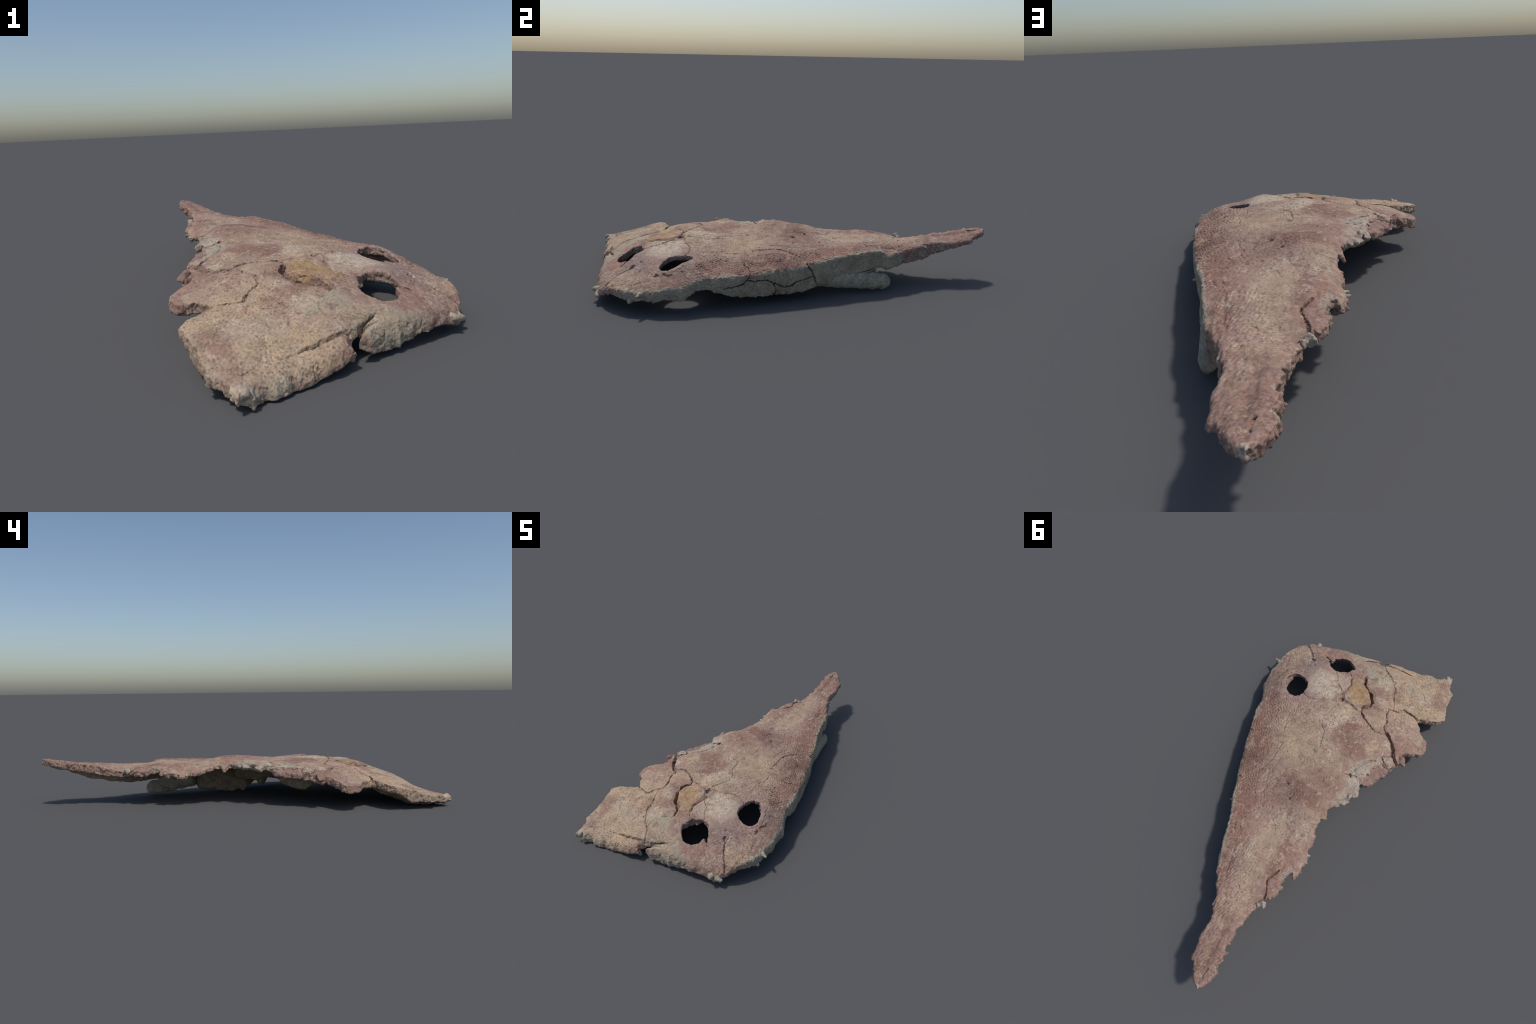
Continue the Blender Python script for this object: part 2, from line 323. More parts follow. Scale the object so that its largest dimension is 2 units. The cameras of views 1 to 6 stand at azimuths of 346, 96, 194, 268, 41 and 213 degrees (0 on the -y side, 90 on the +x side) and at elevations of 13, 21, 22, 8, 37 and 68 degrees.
# ================================================================ the skull slab
def build_slab():
    h = H
    lo, hi = np.array([-0.482, -1.014, -0.012]), np.array([0.482, 1.014, 0.262])
    n = np.ceil((hi - lo) / h).astype(int)
    xs, ys, zs = (lo[k] + h * np.arange(n[k]) for k in range(3))
    X, Y = np.meshgrid(xs, ys, indexing='ij')
    P2 = np.stack([X.ravel(), Y.ravel(), np.zeros(X.size)], 1)
    n2 = lambda f, s, o=3, g=.5: fbm(P2, f, s, o, g).reshape(X.shape)

    # --- thin-plate spline through the roof heights
    C = ROOF[:, :2]; m = len(C)
    D = np.linalg.norm(C[:, None] - C[None], axis=-1)
    K = np.where(D > 0, D * D * np.log(D + 1e-12), 0) + 1e-4 * np.eye(m)
    T = np.c_[np.ones(m), C]
    w = np.linalg.solve(np.block([[K, T], [T.T, np.zeros((3, 3))]]), np.r_[ROOF[:, 2], 0, 0, 0])
    zt = w[m] + w[m + 1] * X + w[m + 2] * Y
    for (cx, cy), a in zip(C, w[:m]):
        d2 = (X - cx) ** 2 + (Y - cy) ** 2
        zt += a * .5 * d2 * np.log(d2 + 1e-14)

    # --- distance to the margin, with the thickness carried along it
    runs = [(MARGIN_LEFT, THICK_LEFT, 1, .045, 0), (MARGIN_CORNER, THICK_CORNER, 1, .05, 0), (MARGIN_REAR, THICK_REAR, 0, .082, 1), (MARGIN_RIGHT, THICK_RIGHT, 1, .05, 2)]
    outline, thick, width, kind = [], [], [], []
    for pts, prof, ax, wd, kd in runs:
        tx, ty = zip(*prof)
        for p in pts:
            outline.append(p); thick.append(float(np.interp(p[ax], tx, ty))); width.append(wd); kind.append(kd)
    best = np.full(X.shape, 9.); te = np.zeros(X.shape); we = np.zeros(X.shape); ke = np.zeros(X.shape)
    N = len(outline)
    for i in range(N):
        j = (i + 1) % N
        d, t = seg_dist(X, Y, outline[i], outline[j])
        s = d < best
        best[s] = d[s]; te[s] = (thick[i] + (thick[j] - thick[i]) * t)[s]; we[s] = width[i]; ke[s] = kind[i]
    ragged = .0035 * n2(38, 3, 3, .55)
    ragged += np.where(ke == 0, .0025, .001) * n2(90, 8, 2)
    sd = np.where(inside(X, Y, outline), -best, best) + ragged + np.where(ke == 1, np.where(X > -.03, .003, -.003), .0025)
    holes = np.minimum(poly_sdf(X, Y, HOLE_LEFT), poly_sdf(X, Y, HOLE_RIGHT)) + .002 * n2(60, 21, 2)
    # the cleft at the back that runs right through
    cleft = [(-0.034, -0.86, .008), (-0.018, -0.836, .0065), (-0.003, -0.826, .006), (0.036, -0.800, .0045), (0.074, -0.772, .001)]
    cl = np.full(X.shape, 9.)
    for A, B in zip(cleft[:-1], cleft[1:]):
        d, t = seg_dist(X, Y, A, B)
        cl = np.minimum(cl, d - (A[2] + (B[2] - A[2]) * t))
    cl += .0015 * n2(70, 31, 2)
    sd = np.maximum(sd, -np.minimum(holes, cl))
    depth_in = -np.where(sd < 0, sd, 0)

    # --- relief of the roof
    zt = zt + .0030 * n2(9, 41, 2) + .0016 * n2(24, 43, 2)
    # ochre plate stands proud of its neighbours on the left
    ochre = [(-0.009, -0.650), (-0.095, -0.56), (-0.105, -0.50), (-0.087, -0.480), (-0.05, -0.455), (0.003, -0.46), (0.03, -0.49), (0.028, -0.564), (0.045, -0.61)]
    zt += .007 * smooth(.003, -.008, poly_sdf(X, Y, ochre))
    gap = GAPS['ochre gap'][2]
    zt -= .012 * smooth(.003, -.006, poly_sdf(X, Y, gap[:7] + [(-.16, -.50), (-.20, -.58), (-.16, -.70), (-.03, -.70)])) * np.exp(-line_dist(X, Y, gap, .3) / .05)
    a = band_noise(X.shape, h, .0125, 5)
    b = band_noise(X.shape, h, .0130, 6, .25, math.radians(65), .45)
    c = band_noise(X.shape, h, .0110, 7, .25, math.radians(-15), .5)
    dl = band_noise(X.shape, h, .0115, 8, .3, -.15, 2.6)
    mixer = smooth(-.25, .25, n2(6, 47, 2)); mixer2 = smooth(-.1, .3, n2(7, 53, 2))
    orn = a * (1 - mixer) + b * mixer
    orn = orn * (1 - mixer2) + c * mixer2
    orn = orn + (dl - orn) * smooth(.15, .38, Y + .5 * n2(6, 57, 2) * .3) * .75
    smoothing = np.ones(X.shape)
    for cx, cy, r, v in [(.14, -.5, .11, .35), (-.03, -.55, .08, .3), (.02, -.74, .11, .35), (-.38, -.44, .12, .4), (-.19, .88, .2, .7), (-.12, -.28, .12, .7), (.22, -.7, .14, .4)]:
        smoothing = np.minimum(smoothing, v + (1 - v) * smooth(.5, 1.1, np.hypot(X - cx, Y - cy) / r))
    side = smooth(-.02, .16, X + .35 * (Y - .1)) * smooth(-.45, -.25, Y)
    zt += .0020 * orn * smoothing * (.70 + .8 * side + .55 * smooth(1.2, .6, np.hypot((X + .28) / .17, (Y + .77) / .17)) - .1 * smooth(.5, .7, Y)) * (.7 + .5 * n2(10, 59, 2))
    # rough, pitted rear right corner
    rough = smooth(.30, .40, X - .25 * (Y + .6)) * smooth(-.12, -.3, Y)
    zt += rough * (.0040 * n2(42, 61, 3, .6) - .004 * np.maximum(0, n2(85, 67, 2)))
    back = smooth(-.70, -.80, Y + .18 * X)
    zt += back * .0012 * n2(38, 71, 3, .6)
    # rim rubble on the broken midline margin
    rub = smooth(.045, .005, best) * (ke == 0) * (Y > -.3)
    zt += rub * (.0045 * n2(30, 73, 3, .6) - .003)
    # rims droop
    zt -= np.where(ke == 1, .010, np.where(ke == 2, .004, .003)) * np.exp(-np.maximum(best, 0) / np.where(ke == 1, .02, .010))

    # --- gaps and pits
    wob = np.stack([.0024 * n2(50, 81, 3, .6), .0024 * n2(50, 83, 3, .6)])
    XW, YW = X + wob[0], Y + wob[1]
    wvar = .92 + .35 * n2(25, 87, 2)
    cut = np.zeros(X.shape); step = np.zeros(X.shape); barrier = np.full(X.shape, 9.)
    for wd, dp, pts in GAPS.values():
        d = line_dist(XW, YW, pts, .05)
        if wd < .0034:
            dp *= .75
        barrier = np.minimum(barrier, d)
        cut = np.maximum(cut, dp * np.exp(-np.minimum((d / (wd * (.82 if wd < .0034 else 1.) * wvar)) ** 3, 40)))
        cut = np.maximum(cut, .0018 * np.exp(-d / .012) * (dp > .006))      # shoulders worn down beside the gap
    # a net of hairline breaks between random shards
    rs = np.random.RandomState(17)
    sites = rs.uniform((-.5, -1.02), (.5, 1.02), (260, 2))
    f1 = np.full(X.shape, 9.); f2 = f1.copy()
    XV, YV = X + .012 * n2(22, 95, 3, .6), Y + .012 * n2(22, 97, 3, .6)
    for sx, sy in sites:
        d = np.hypot(XV - sx, (YV - sy) * .8)
        step = np.where(d < f1, rs.uniform(-1, 1), step)
        f2 = np.minimum(f2, np.maximum(f1, d)); f1 = np.minimum(f1, d)
    hair = np.exp(-np.minimum(((f2 - f1) / .0042) ** 2, 40)) * smooth(-.05, .35, n2(9, 99, 2))
    cut = np.maximum(cut, .0035 * hair)
    zt = zt + .0011 * step * smooth(.0, .006, f2 - f1) * smooth(-.15, .3, n2(9, 99, 2))
    for px, py, r, dp in PITS:
        cut = np.maximum(cut, dp * smooth(1.5, .5, np.hypot(XW - px, YW - py) / r))
    px, py, lab = plate_labels(dict(xs=xs, ys=ys, barrier=barrier, sd=sd))
    lab = lab[np.clip(np.searchsorted(px, xs - .003), 0, len(px) - 1)][:, np.clip(np.searchsorted(py, ys - .003), 0, len(py) - 1)]
    for i, (off, tx, ty) in {7: (-.0015, .03, -.02), 8: (.001, -.025, .02), 9: (-.002, -.035, .02), 10: (.0015, .012, .010), 11: (.002, .03, .03), 16: (-.0015, 0, .02), 14: (.0015, .02, 0)}.items():
        sx, sy = SEEDS[i][1]
        zt = zt + np.where(lab == i, .6 * off + .45 * tx * np.clip(X - sx, -.1, .1) + .45 * ty * np.clip(Y - sy, -.1, .1), 0)
    zt_plain = zt.copy()
    zt = zt - cut

    # --- underside
    inner = .045 + .012 * n2(7, 91, 3)
    keel = line_dist(X, Y, [(-.19, .93), (-.165, .82), (-.12, .66), (-.04, .52), (.04, .38)], .2)
    inner = inner + (.045 * smooth(.95, .70, Y) + .0) * smooth(.05, .01, keel) * smooth(.3, .45, Y) * 1.0
    inner = inner - .016 * smooth(.05, .0, holes) * smooth(.09, .13, X)
    inner = inner + .046 * np.exp(-(((X + .29) / .11) ** 2 + ((Y + .79) / .12) ** 2))
    blend = smooth(we * 1.25, we * .65, best) * np.where(ke == 0, .6, 1.)
    zb = zt_plain - (inner + (te - inner) * np.where(ke == 0, smooth(.07, .0, best), blend))
    zb = np.minimum(zb, zt - .014)       # gaps do not pierce the roof
    zb = np.maximum(zb, .0015)
    # lower skirt is ragged
    gx, gy = np.gradient(zt_plain, h)
    cosr = (1 / np.sqrt(1 + np.minimum(gx * gx + gy * gy, 4))).astype(np.float32)
    sd32, zt32, zb32 = sd.astype(np.float32), zt.astype(np.float32), zb.astype(np.float32)
    kround = np.where(ke == 1, .030, np.where(ke == 2, .014, .0055)).astype(np.float32)
    kround = np.where(best > .03, np.float32(.006), kround)
    F = np.empty(tuple(n), np.float32)
    lean = np.where(ke == 2, 1., 0.) * smooth(.03, 0, best)
    for k, z in enumerate(zs):
        under = np.clip(zt32 - np.float32(z), 0, .2)
        s = sd32 + (lean * (.12 * np.maximum(under - .06, 0))).astype(np.float32)
        F[:, :, k] = smax(smax(s, (np.float32(z) - zt32) * cosr, kround), (zb32 - np.float32(z)) * cosr, np.float32(.008))
    # cracks down the jaw wall
    for pts in WALL_CRACKS:
        for A, B in zip(pts[:-1], pts[1:]):
            A, B = np.array(A), np.array(B)
            r = np.array([.035, .010, .010])
            i0 = np.maximum(((np.minimum(A, B) - r - lo) / h).astype(int), 0); i1 = ((np.maximum(A, B) + r - lo) / h).astype(int) + 1
            sl = tuple(slice(p, q) for p, q in zip(i0, i1))
            G = np.stack(np.meshgrid(ys[sl[1]], zs[sl[2]], indexing='ij'), -1)
            gp = np.concatenate([np.zeros((G[..., 0].size, 1)), G.reshape(-1, 2)], 1)
            G = G + .0035 * np.stack([fbm(gp, 70, 131, 2), fbm(gp, 70, 137, 2)], -1).reshape(G.shape)
            ab = B[1:] - A[1:]
            t = np.clip(((G - A[1:]) @ ab) / (ab @ ab), 0, 1)
            d = np.linalg.norm(G - A[1:] - t[..., None] * ab, axis=-1)[None] + np.zeros((sl[0].stop - sl[0].start, 1, 1))
            near = (sd32[sl[0], sl[1]] > -.015)[:, :, None]
            F[sl] = np.where(near, np.maximum(F[sl], (.0027 - d).astype(np.float32)), F[sl])
    V, Q = surface_nets(F, lo, h)
    del F

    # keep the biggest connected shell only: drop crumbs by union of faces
    VN, _ = vnormals(V, Q)
    flat = np.clip(np.abs(VN[:, 2]), 0, 1)
    up = VN[:, 2] > 0
    edge = smooth(.72, .30, flat)
    down = smooth(-.2, -.7, VN[:, 2])
    right = smooth(.0, .06, V[:, 0] - np.interp(V[:, 1], [-.8, -.5, 0, .3, .6, .9], [.33, .33, .2, .06, -.07, -.16]))
    amp = edge * (1 - .55 * right) + .8 * down
    e = amp > .02
    disp = np.zeros(len(V))
    ve = V[e] + .006 * np.stack([perlin(V[e], 40, 121), perlin(V[e], 40, 122), perlin(V[e], 40, 123)], 1)
    disp[e] = amp[e] * np.where(V[e, 1] < -.7, .65, 1.) * (1 + .2 * smooth(-.12, -.2, V[e, 0]) * (V[e, 1] > -.42)) * (.0030 * chips(ve, 30, 3) + .0018 * chips(ve, 75, 4) + .0026 * fbm(V[e], 22, 101, 3, .55))
    disp += edge * (V[:, 1] < -.74) * (V[:, 0] < .36) * .003 * fbm(V * np.array([1, 1, .5]), 34, 113, 2)
    disp += .00035 * perlin(V, 210, 109)
    V = V + VN * disp[:, None]
    V[:, 2] = np.maximum(V[:, 2], .0)
    grid = dict(xs=xs, ys=ys, barrier=barrier, best=best, ke=ke, sd=sd)
    return V, Q, grid


# ================================================================ plates
SEEDS = [('snout', (-.17, .80)), ('skull_plate', (-.10, .30)), ('skull_plate', (.23, -.02)), ('skull_plate', (.09, -.22)),
         ('skull_plate', (.12, -.46)), ('skull_plate', (-.14, -.28)), ('ochre_plate', (-.03, -.55)), ('skull_plate', (-.16, -.48)),
         ('skull_plate', (-.38, -.46)), ('skull_plate', (-.12, -.64)), ('skull_plate', (-.28, -.74)), ('skull_plate', (-.01, -.74)),
         ('skull_plate', (.36, -.45)), ('skull_plate', (.20, -.77)), ('skull_plate', (.41, -.64)), ('skull_plate', (-.235, .47)),
         ('skull_plate', (-.15, -.90))]


def plate_labels(grid):
    """spread each seed over the roof; sutures hold the spreading back"""
    st = max(1, int(round(.006 / H)))
    bar = grid['barrier'][::st, ::st]
    cost = 1 + 30 * np.exp(-(bar / .006) ** 2)
    out = grid['sd'][::st, ::st] > .004
    cost[out] = 6
    xs, ys = grid['xs'][::st], grid['ys'][::st]
    D = np.full(cost.shape, 1e9); L = np.zeros(cost.shape, np.int16)
    for i, (_, (x, y)) in enumerate(SEEDS):
        a, b = np.abs(xs - x).argmin(), np.abs(ys - y).argmin()
        D[a, b] = 0; L[a, b] = i
    for it in range(900):
        ch = False
        for dx, dy in ((1, 0), (-1, 0), (0, 1), (0, -1), (1, 1), (-1, -1), (1, -1), (-1, 1)):
            w = math.hypot(dx, dy)
            src = (slice(max(0, -dx), cost.shape[0] - max(0, dx)), slice(max(0, -dy), cost.shape[1] - max(0, dy)))
            dst = (slice(max(0, dx), cost.shape[0] - max(0, -dx)), slice(max(0, dy), cost.shape[1] - max(0, -dy)))
            nd = D[src] + w * cost[dst]
            m = nd < D[dst]
            if m.any():
                ch = True
                D[dst] = np.where(m, nd, D[dst]); L[dst] = np.where(m, L[src], L[dst])
        if not ch:
            break
    return xs, ys, L


# ================================================================ materials
def lin(r, g, b):
    f = lambda c: (c / 255 / 12.92) if c <= 10 else ((c / 255 + .055) / 1.055) ** 2.4
    return (f(r), f(g), f(b), 1.)


class Nodes:
    def __init__(self, name):
        self.mat = bpy.data.materials.new(name); self.mat.use_nodes = True
        self.t = self.mat.node_tree; self.t.nodes.clear()

    def new(self, kind, **kw):
        n = self.t.nodes.new(kind)
        for k, v in kw.items():
            setattr(n, k, v)
        return n

    def link(self, a, b):
        self.t.links.new(a, b)

    def put(self, v, sock):
        if hasattr(v, 'is_linked') or isinstance(v, bpy.types.NodeSocket):
            self.link(v, sock)
        else:
            sock.default_value = v

    def math(self, op, a, b=0., c=0., clamp=False):
        n = self.new('ShaderNodeMath', operation=op, use_clamp=clamp)
        for v, s in zip((a, b, c), n.inputs):
            self.put(v, s)
        return n.outputs[0]

    def noise(self, vec, scale, detail=2., rough=.5, dist=0., dims='3D', w=0.):
        n = self.new('ShaderNodeTexNoise')
        if dims == '4D':
            n.noise_dimensions = '4D'; n.inputs['W'].default_value = w
        self.link(vec, n.inputs['Vector'])
        n.inputs['Scale'].default_value = scale; n.inputs['Detail'].default_value = detail
        n.inputs['Roughness'].default_value = rough; n.inputs['Distortion'].default_value = dist
        return n

    def range(self, v, a, b, c=0., d=1.):
        n = self.new('ShaderNodeMapRange', interpolation_type='SMOOTHSTEP')
        self.put(v, n.inputs[0])
        for k, q in zip((1, 2, 3, 4), (a, b, c, d)):
            n.inputs[k].default_value = q
        return n.outputs[0]

    def mix(self, f, a, b, blend='MIX'):
        n = self.new('ShaderNodeMix', data_type='RGBA', blend_type=blend)
        self.put(f, n.inputs[0]); self.put(a, n.inputs[6]); self.put(b, n.inputs[7])
        return n.outputs[2]

    def scale_col(self, col, f):
        n = self.new('ShaderNodeVectorMath', operation='SCALE')
        self.link(col, n.inputs[0]); self.put(f, n.inputs[3])
        return n.outputs[0]


def stain_group():
    """soft elliptical patch in plan: (x, y, radius, stretch, angle, strength) -> mask"""
    g = bpy.data.node_groups.new('stain', 'ShaderNodeTree')
    s = g.interface
    s.new_socket('Vector', in_out='INPUT', socket_type='NodeSocketVector')
    s.new_socket('Center', in_out='INPUT', socket_type='NodeSocketVector')
    s.new_socket('Radii', in_out='INPUT', socket_type='NodeSocketVector')
    s.new_socket('Angle', in_out='INPUT', socket_type='NodeSocketFloat')
    s.new_socket('Soft', in_out='INPUT', socket_type='NodeSocketFloat')
    s.new_socket('Strength', in_out='INPUT', socket_type='NodeSocketFloat')
    s.new_socket('Mask', in_out='OUTPUT', socket_type='NodeSocketFloat')
    N = g.nodes; L = g.links
    i, o = N.new('NodeGroupInput'), N.new('NodeGroupOutput')
    sub = N.new('ShaderNodeVectorMath'); sub.operation = 'SUBTRACT'
    L.new(i.outputs['Vector'], sub.inputs[0]); L.new(i.outputs['Center'], sub.inputs[1])
    rot = N.new('ShaderNodeVectorRotate'); rot.rotation_type = 'Z_AXIS'
    L.new(sub.outputs[0], rot.inputs['Vector']); L.new(i.outputs['Angle'], rot.inputs['Angle'])
    div = N.new('ShaderNodeVectorMath'); div.operation = 'DIVIDE'
    L.new(rot.outputs[0], div.inputs[0]); L.new(i.outputs['Radii'], div.inputs[1])
    flat = N.new('ShaderNodeVectorMath'); flat.operation = 'MULTIPLY'; flat.inputs[1].default_value = (1, 1, 0)
    L.new(div.outputs[0], flat.inputs[0])
    ln = N.new('ShaderNodeVectorMath'); ln.operation = 'LENGTH'
    L.new(flat.outputs[0], ln.inputs[0])
    lo = N.new('ShaderNodeMath'); lo.operation = 'SUBTRACT'; lo.inputs[0].default_value = 1
    L.new(i.outputs['Soft'], lo.inputs[1])
    hi = N.new('ShaderNodeMath'); hi.operation = 'ADD'; hi.inputs[0].default_value = 1
    L.new(i.outputs['Soft'], hi.inputs[1])
    mr = N.new('ShaderNodeMapRange'); mr.interpolation_type = 'SMOOTHSTEP'
    L.new(ln.outputs['Value'], mr.inputs[0]); L.new(hi.outputs[0], mr.inputs[1]); L.new(lo.outputs[0], mr.inputs[2])
    mu = N.new('ShaderNodeMath'); mu.operation = 'MULTIPLY'
    L.new(mr.outputs[0], mu.inputs[0]); L.new(i.outputs['Strength'], mu.inputs[1])
    L.new(mu.outputs[0], o.inputs[0])
    return g


MAUVE, RED, DEEP = lin(147, 119, 106), lin(132, 99, 87), lin(114, 85, 76)
TAN, PALE, YELLOW = lin(169, 147, 124), lin(186, 170, 150), lin(174, 150, 119)
OCHRE, GREEN, GREY, LILAC = lin(160, 130, 90), lin(156, 147, 127), lin(160, 149, 134), lin(144, 125, 118)
SIDE, STONE = lin(166, 153, 132), lin(162, 151, 136)

# stains on the roof: colour, x, y, rx, ry, angle (deg), strength
STAINS = [
    (TAN, -.02, -.22, .24, .24, 0, .45), (TAN, -.27, -.75, .21, .24, 0, .95), (YELLOW, -.30, -.65, .13, .07, 20, .45), (YELLOW, -.20, -.86, .17, .05, -12, .45),
    (TAN, -.11, .40, .065, .20, 8, .65), (TAN, -.19, .18, .05, .10, 0, .5), (YELLOW, .08, -.17, .10, .08, 0, .40), (TAN, .07, -.10, .08, .06, 0, .5),
    (PALE, .00, -.36, .09, .07, 30, .65), (YELLOW, -.03, -.42, .07, .035, 20, .5), (PALE, .14, -.49, .085, .075, -20, .95), (PALE, .09, -.56, .05, .045, 0, .6),
    (TAN, .085, -.36, .07, .04, 20, .5), (PALE, -.05, -.22, .05, .04, 0, .35), (YELLOW, -.235, -.33, .05, .035, 40, .55), (YELLOW, .055, -.115, .05, .05, 0, .4),
    (RED, .25, -.02, .085, .20, 30, .95), (DEEP, .22, .02, .05, .12, 30, .55), (RED, .31, -.22, .06, .10, 10, .7), (RED, .09, .26, .06, .16, 25, .75),
    (RED, .04, .42, .035, .20, 22, .85), (DEEP, .02, .49, .012, .13, 20, .45), (RED, -.12, -.30, .075, .085, 0, .85), (RED, -.19, -.24, .07, .045, 0, .7), (DEEP, -.14, -.28, .05, .04, 0, .4),
    (RED, -.10, .07, .13, .045, -12, .95), (DEEP, -.06, .09, .09, .03, -15, .55), (RED, -.16, -.03, .09, .05, 0, .6), (RED, -.20, .36, .05, .09, 0, .7), (RED, -.22, .47, .04, .08, 0, .6),
    (RED, .00, .15, .06, .06, 0, .5), (MAUVE, -.13, .62, .08, .06, 0, .6), (RED, -.15, .70, .09, .025, 10, .6), (RED, -.18, .86, .07, .12, 0, .55), (TAN, -.14, .665, .06, .04, 0, .4),
    (DEEP, -.19, .88, .02, .08, 12, .35),
    (LILAC, .26, -.60, .09, .07, 0, .75), (RED, .25, -.66, .06, .05, 0, .45), (RED, .19, -.735, .08, .03, -10, .5), (LILAC, .26, -.40, .1, .1, 0, .5), (RED, .40, -.42, .05, .08, 0, .4),
    (TAN, .37, -.62, .06, .06, 0, .7), (TAN, .40, -.55, .07, .1, 0, .35), (GREEN, .10, -.80, .14, .05, -10, .8), (GREEN, -.03, -.72, .05, .045, 0, .85), (TAN, .03, -.78, .09, .045, -15, .6), (GREEN, -.09, -.75, .03, .025, 0, .9),
    (RED, -.12, -.62, .055, .06, 0, .75), (PALE, -.14, -.59, .025, .03, 0, .6), (PALE, -.11, -.70, .05, .035, 0, .6), (RED, -.385, -.80, .045, .06, 20, .65), (RED, -.19, -.69, .03, .06, 0, .45), (PALE, -.31, -.76, .05, .05, 0, .4), (GREEN, -.22, -.78, .05, .04, 0, .4),
    (MAUVE, -.37, -.46, .11, .10, 0, .9), (TAN, -.33, -.50, .08, .03, 30, .45), (RED, -.38, -.40, .08, .03, -10, .5), (TAN, -.17, -.47, .05, .05, 0, .6), (RED, -.15, -.49, .04, .02, 0, .4),
    (OCHRE, -.040, -.540, .055, .062, 0, 1.), (OCHRE, .012, -.605, .034, .034, 0, .6),
    (GREY, -.255, -.195, .030, .065, -15, .95), (GREY, -.275, -.105, .035, .04, 0, .95), (GREY, -.268, -.01, .03, .045, 0, .9), (GREY, -.335, -.305, .03, .03, 0, .6), (PALE, -.305, -.385, .022, .022, 0, .8),
    (PALE, -.085, .23, .012, .07, -25, .5), (PALE, -.06, .41, .012, .05, 5, .7), (GREY, -.20, .22, .03, .05, 0, .5), (GREY, -.265, .42, .025, .05, 0, .5),
    (SIDE, .10, -.845, .16, .022, -9, .9), (SIDE, -.22, -.962, .18, .026, 8, .9), (SIDE, -.44, -.84, .018, .09, 0, .5),
    (PALE, -.207, .99, .014, .02, 0, .9), (PALE, -.36, -.98, .035, .025, 0, .8)]


def grain(N, vec, col, k=1.):
    """fine mottling shared by all bone: wormy light ridges, dark flecks, coloured specks"""
    warp = N.noise(vec, 26, 2.)
    wv = N.new('ShaderNodeVectorMath', operation='MULTIPLY_ADD')
    N.link(warp.outputs['Color'], wv.inputs[0]); wv.inputs[1].default_value = (.020, .020, .020); N.link(vec, wv.inputs[2])
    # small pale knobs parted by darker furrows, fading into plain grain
    vo = N.new('ShaderNodeTexVoronoi', feature='SMOOTH_F1'); N.link(wv.outputs[0], vo.inputs['Vector'])
    vo.inputs['Scale'].default_value = 88; vo.inputs['Smoothness'].default_value = .35; vo.inputs['Randomness'].default_value = 1.
    knob = N.range(vo.outputs['Distance'], .10, .50, 0., 1.)
    worm = N.math('ADD', N.math('MULTIPLY', knob, .30), N.math('MULTIPLY', N.noise(wv.outputs[0], 120, 2., .55, .6).outputs[0], .70))
    fine = N.noise(vec, 240, 2., .6).outputs[0]
    mid = N.noise(vec, 22, 4., .65).outputs[0]
    where = N.range(N.noise(vec, 8, 2., .5, dims='4D', w=4.).outputs[0], .38, .62, .35, 1.)
    f = N.range(worm, .36, .78, -.32 * k, .18 * k)
    f = N.math('MULTIPLY_ADD', f, where, 1.)
    f = N.math('MULTIPLY', f, N.range(fine, .25, .75, 1 - .14 * k, 1 + .13 * k))
    f = N.math('MULTIPLY', f, N.range(mid, .3, .7, 1 - .13 * k, 1 + .10 * k))
    hue = N.noise(vec, 48, 2.).outputs[0]
    col = N.mix(N.range(hue, .56, .72, 0, .16 * k), col, lin(182, 160, 128))
    col = N.mix(N.range(hue, .44, .30, 0, .30 * k), col, lin(140, 111, 103))
    hue2 = N.noise(vec, 70, 1., dims='4D', w=3.).outputs[0]
    col = N.mix(N.range(hue2, .58, .72, 0, .22 * k), col, lin(152, 146, 142))
    return N.scale_col(col, f), worm, fine


def finish(N, vec, col, worm, fine, bump=.5, dist=.004):
    b1 = N.math('ADD', N.math('MULTIPLY', worm, .7), N.math('MULTIPLY', fine, .35))
    bp = N.new('ShaderNodeBump'); bp.inputs['Strength'].default_value = bump; bp.inputs['Distance'].default_value = dist
    N.link(b1, bp.inputs['Height'])
    p = N.new('ShaderNodeBsdfPrincipled')
    N.link(col, p.inputs['Base Color']); N.link(bp.outputs[0], p.inputs['Normal'])
    p.inputs['Roughness'].default_value = .82; p.inputs['Specular IOR Level'].default_value = .25
    o = N.new('ShaderNodeOutputMaterial'); N.link(p.outputs[0], o.inputs[0])
    return N.mat


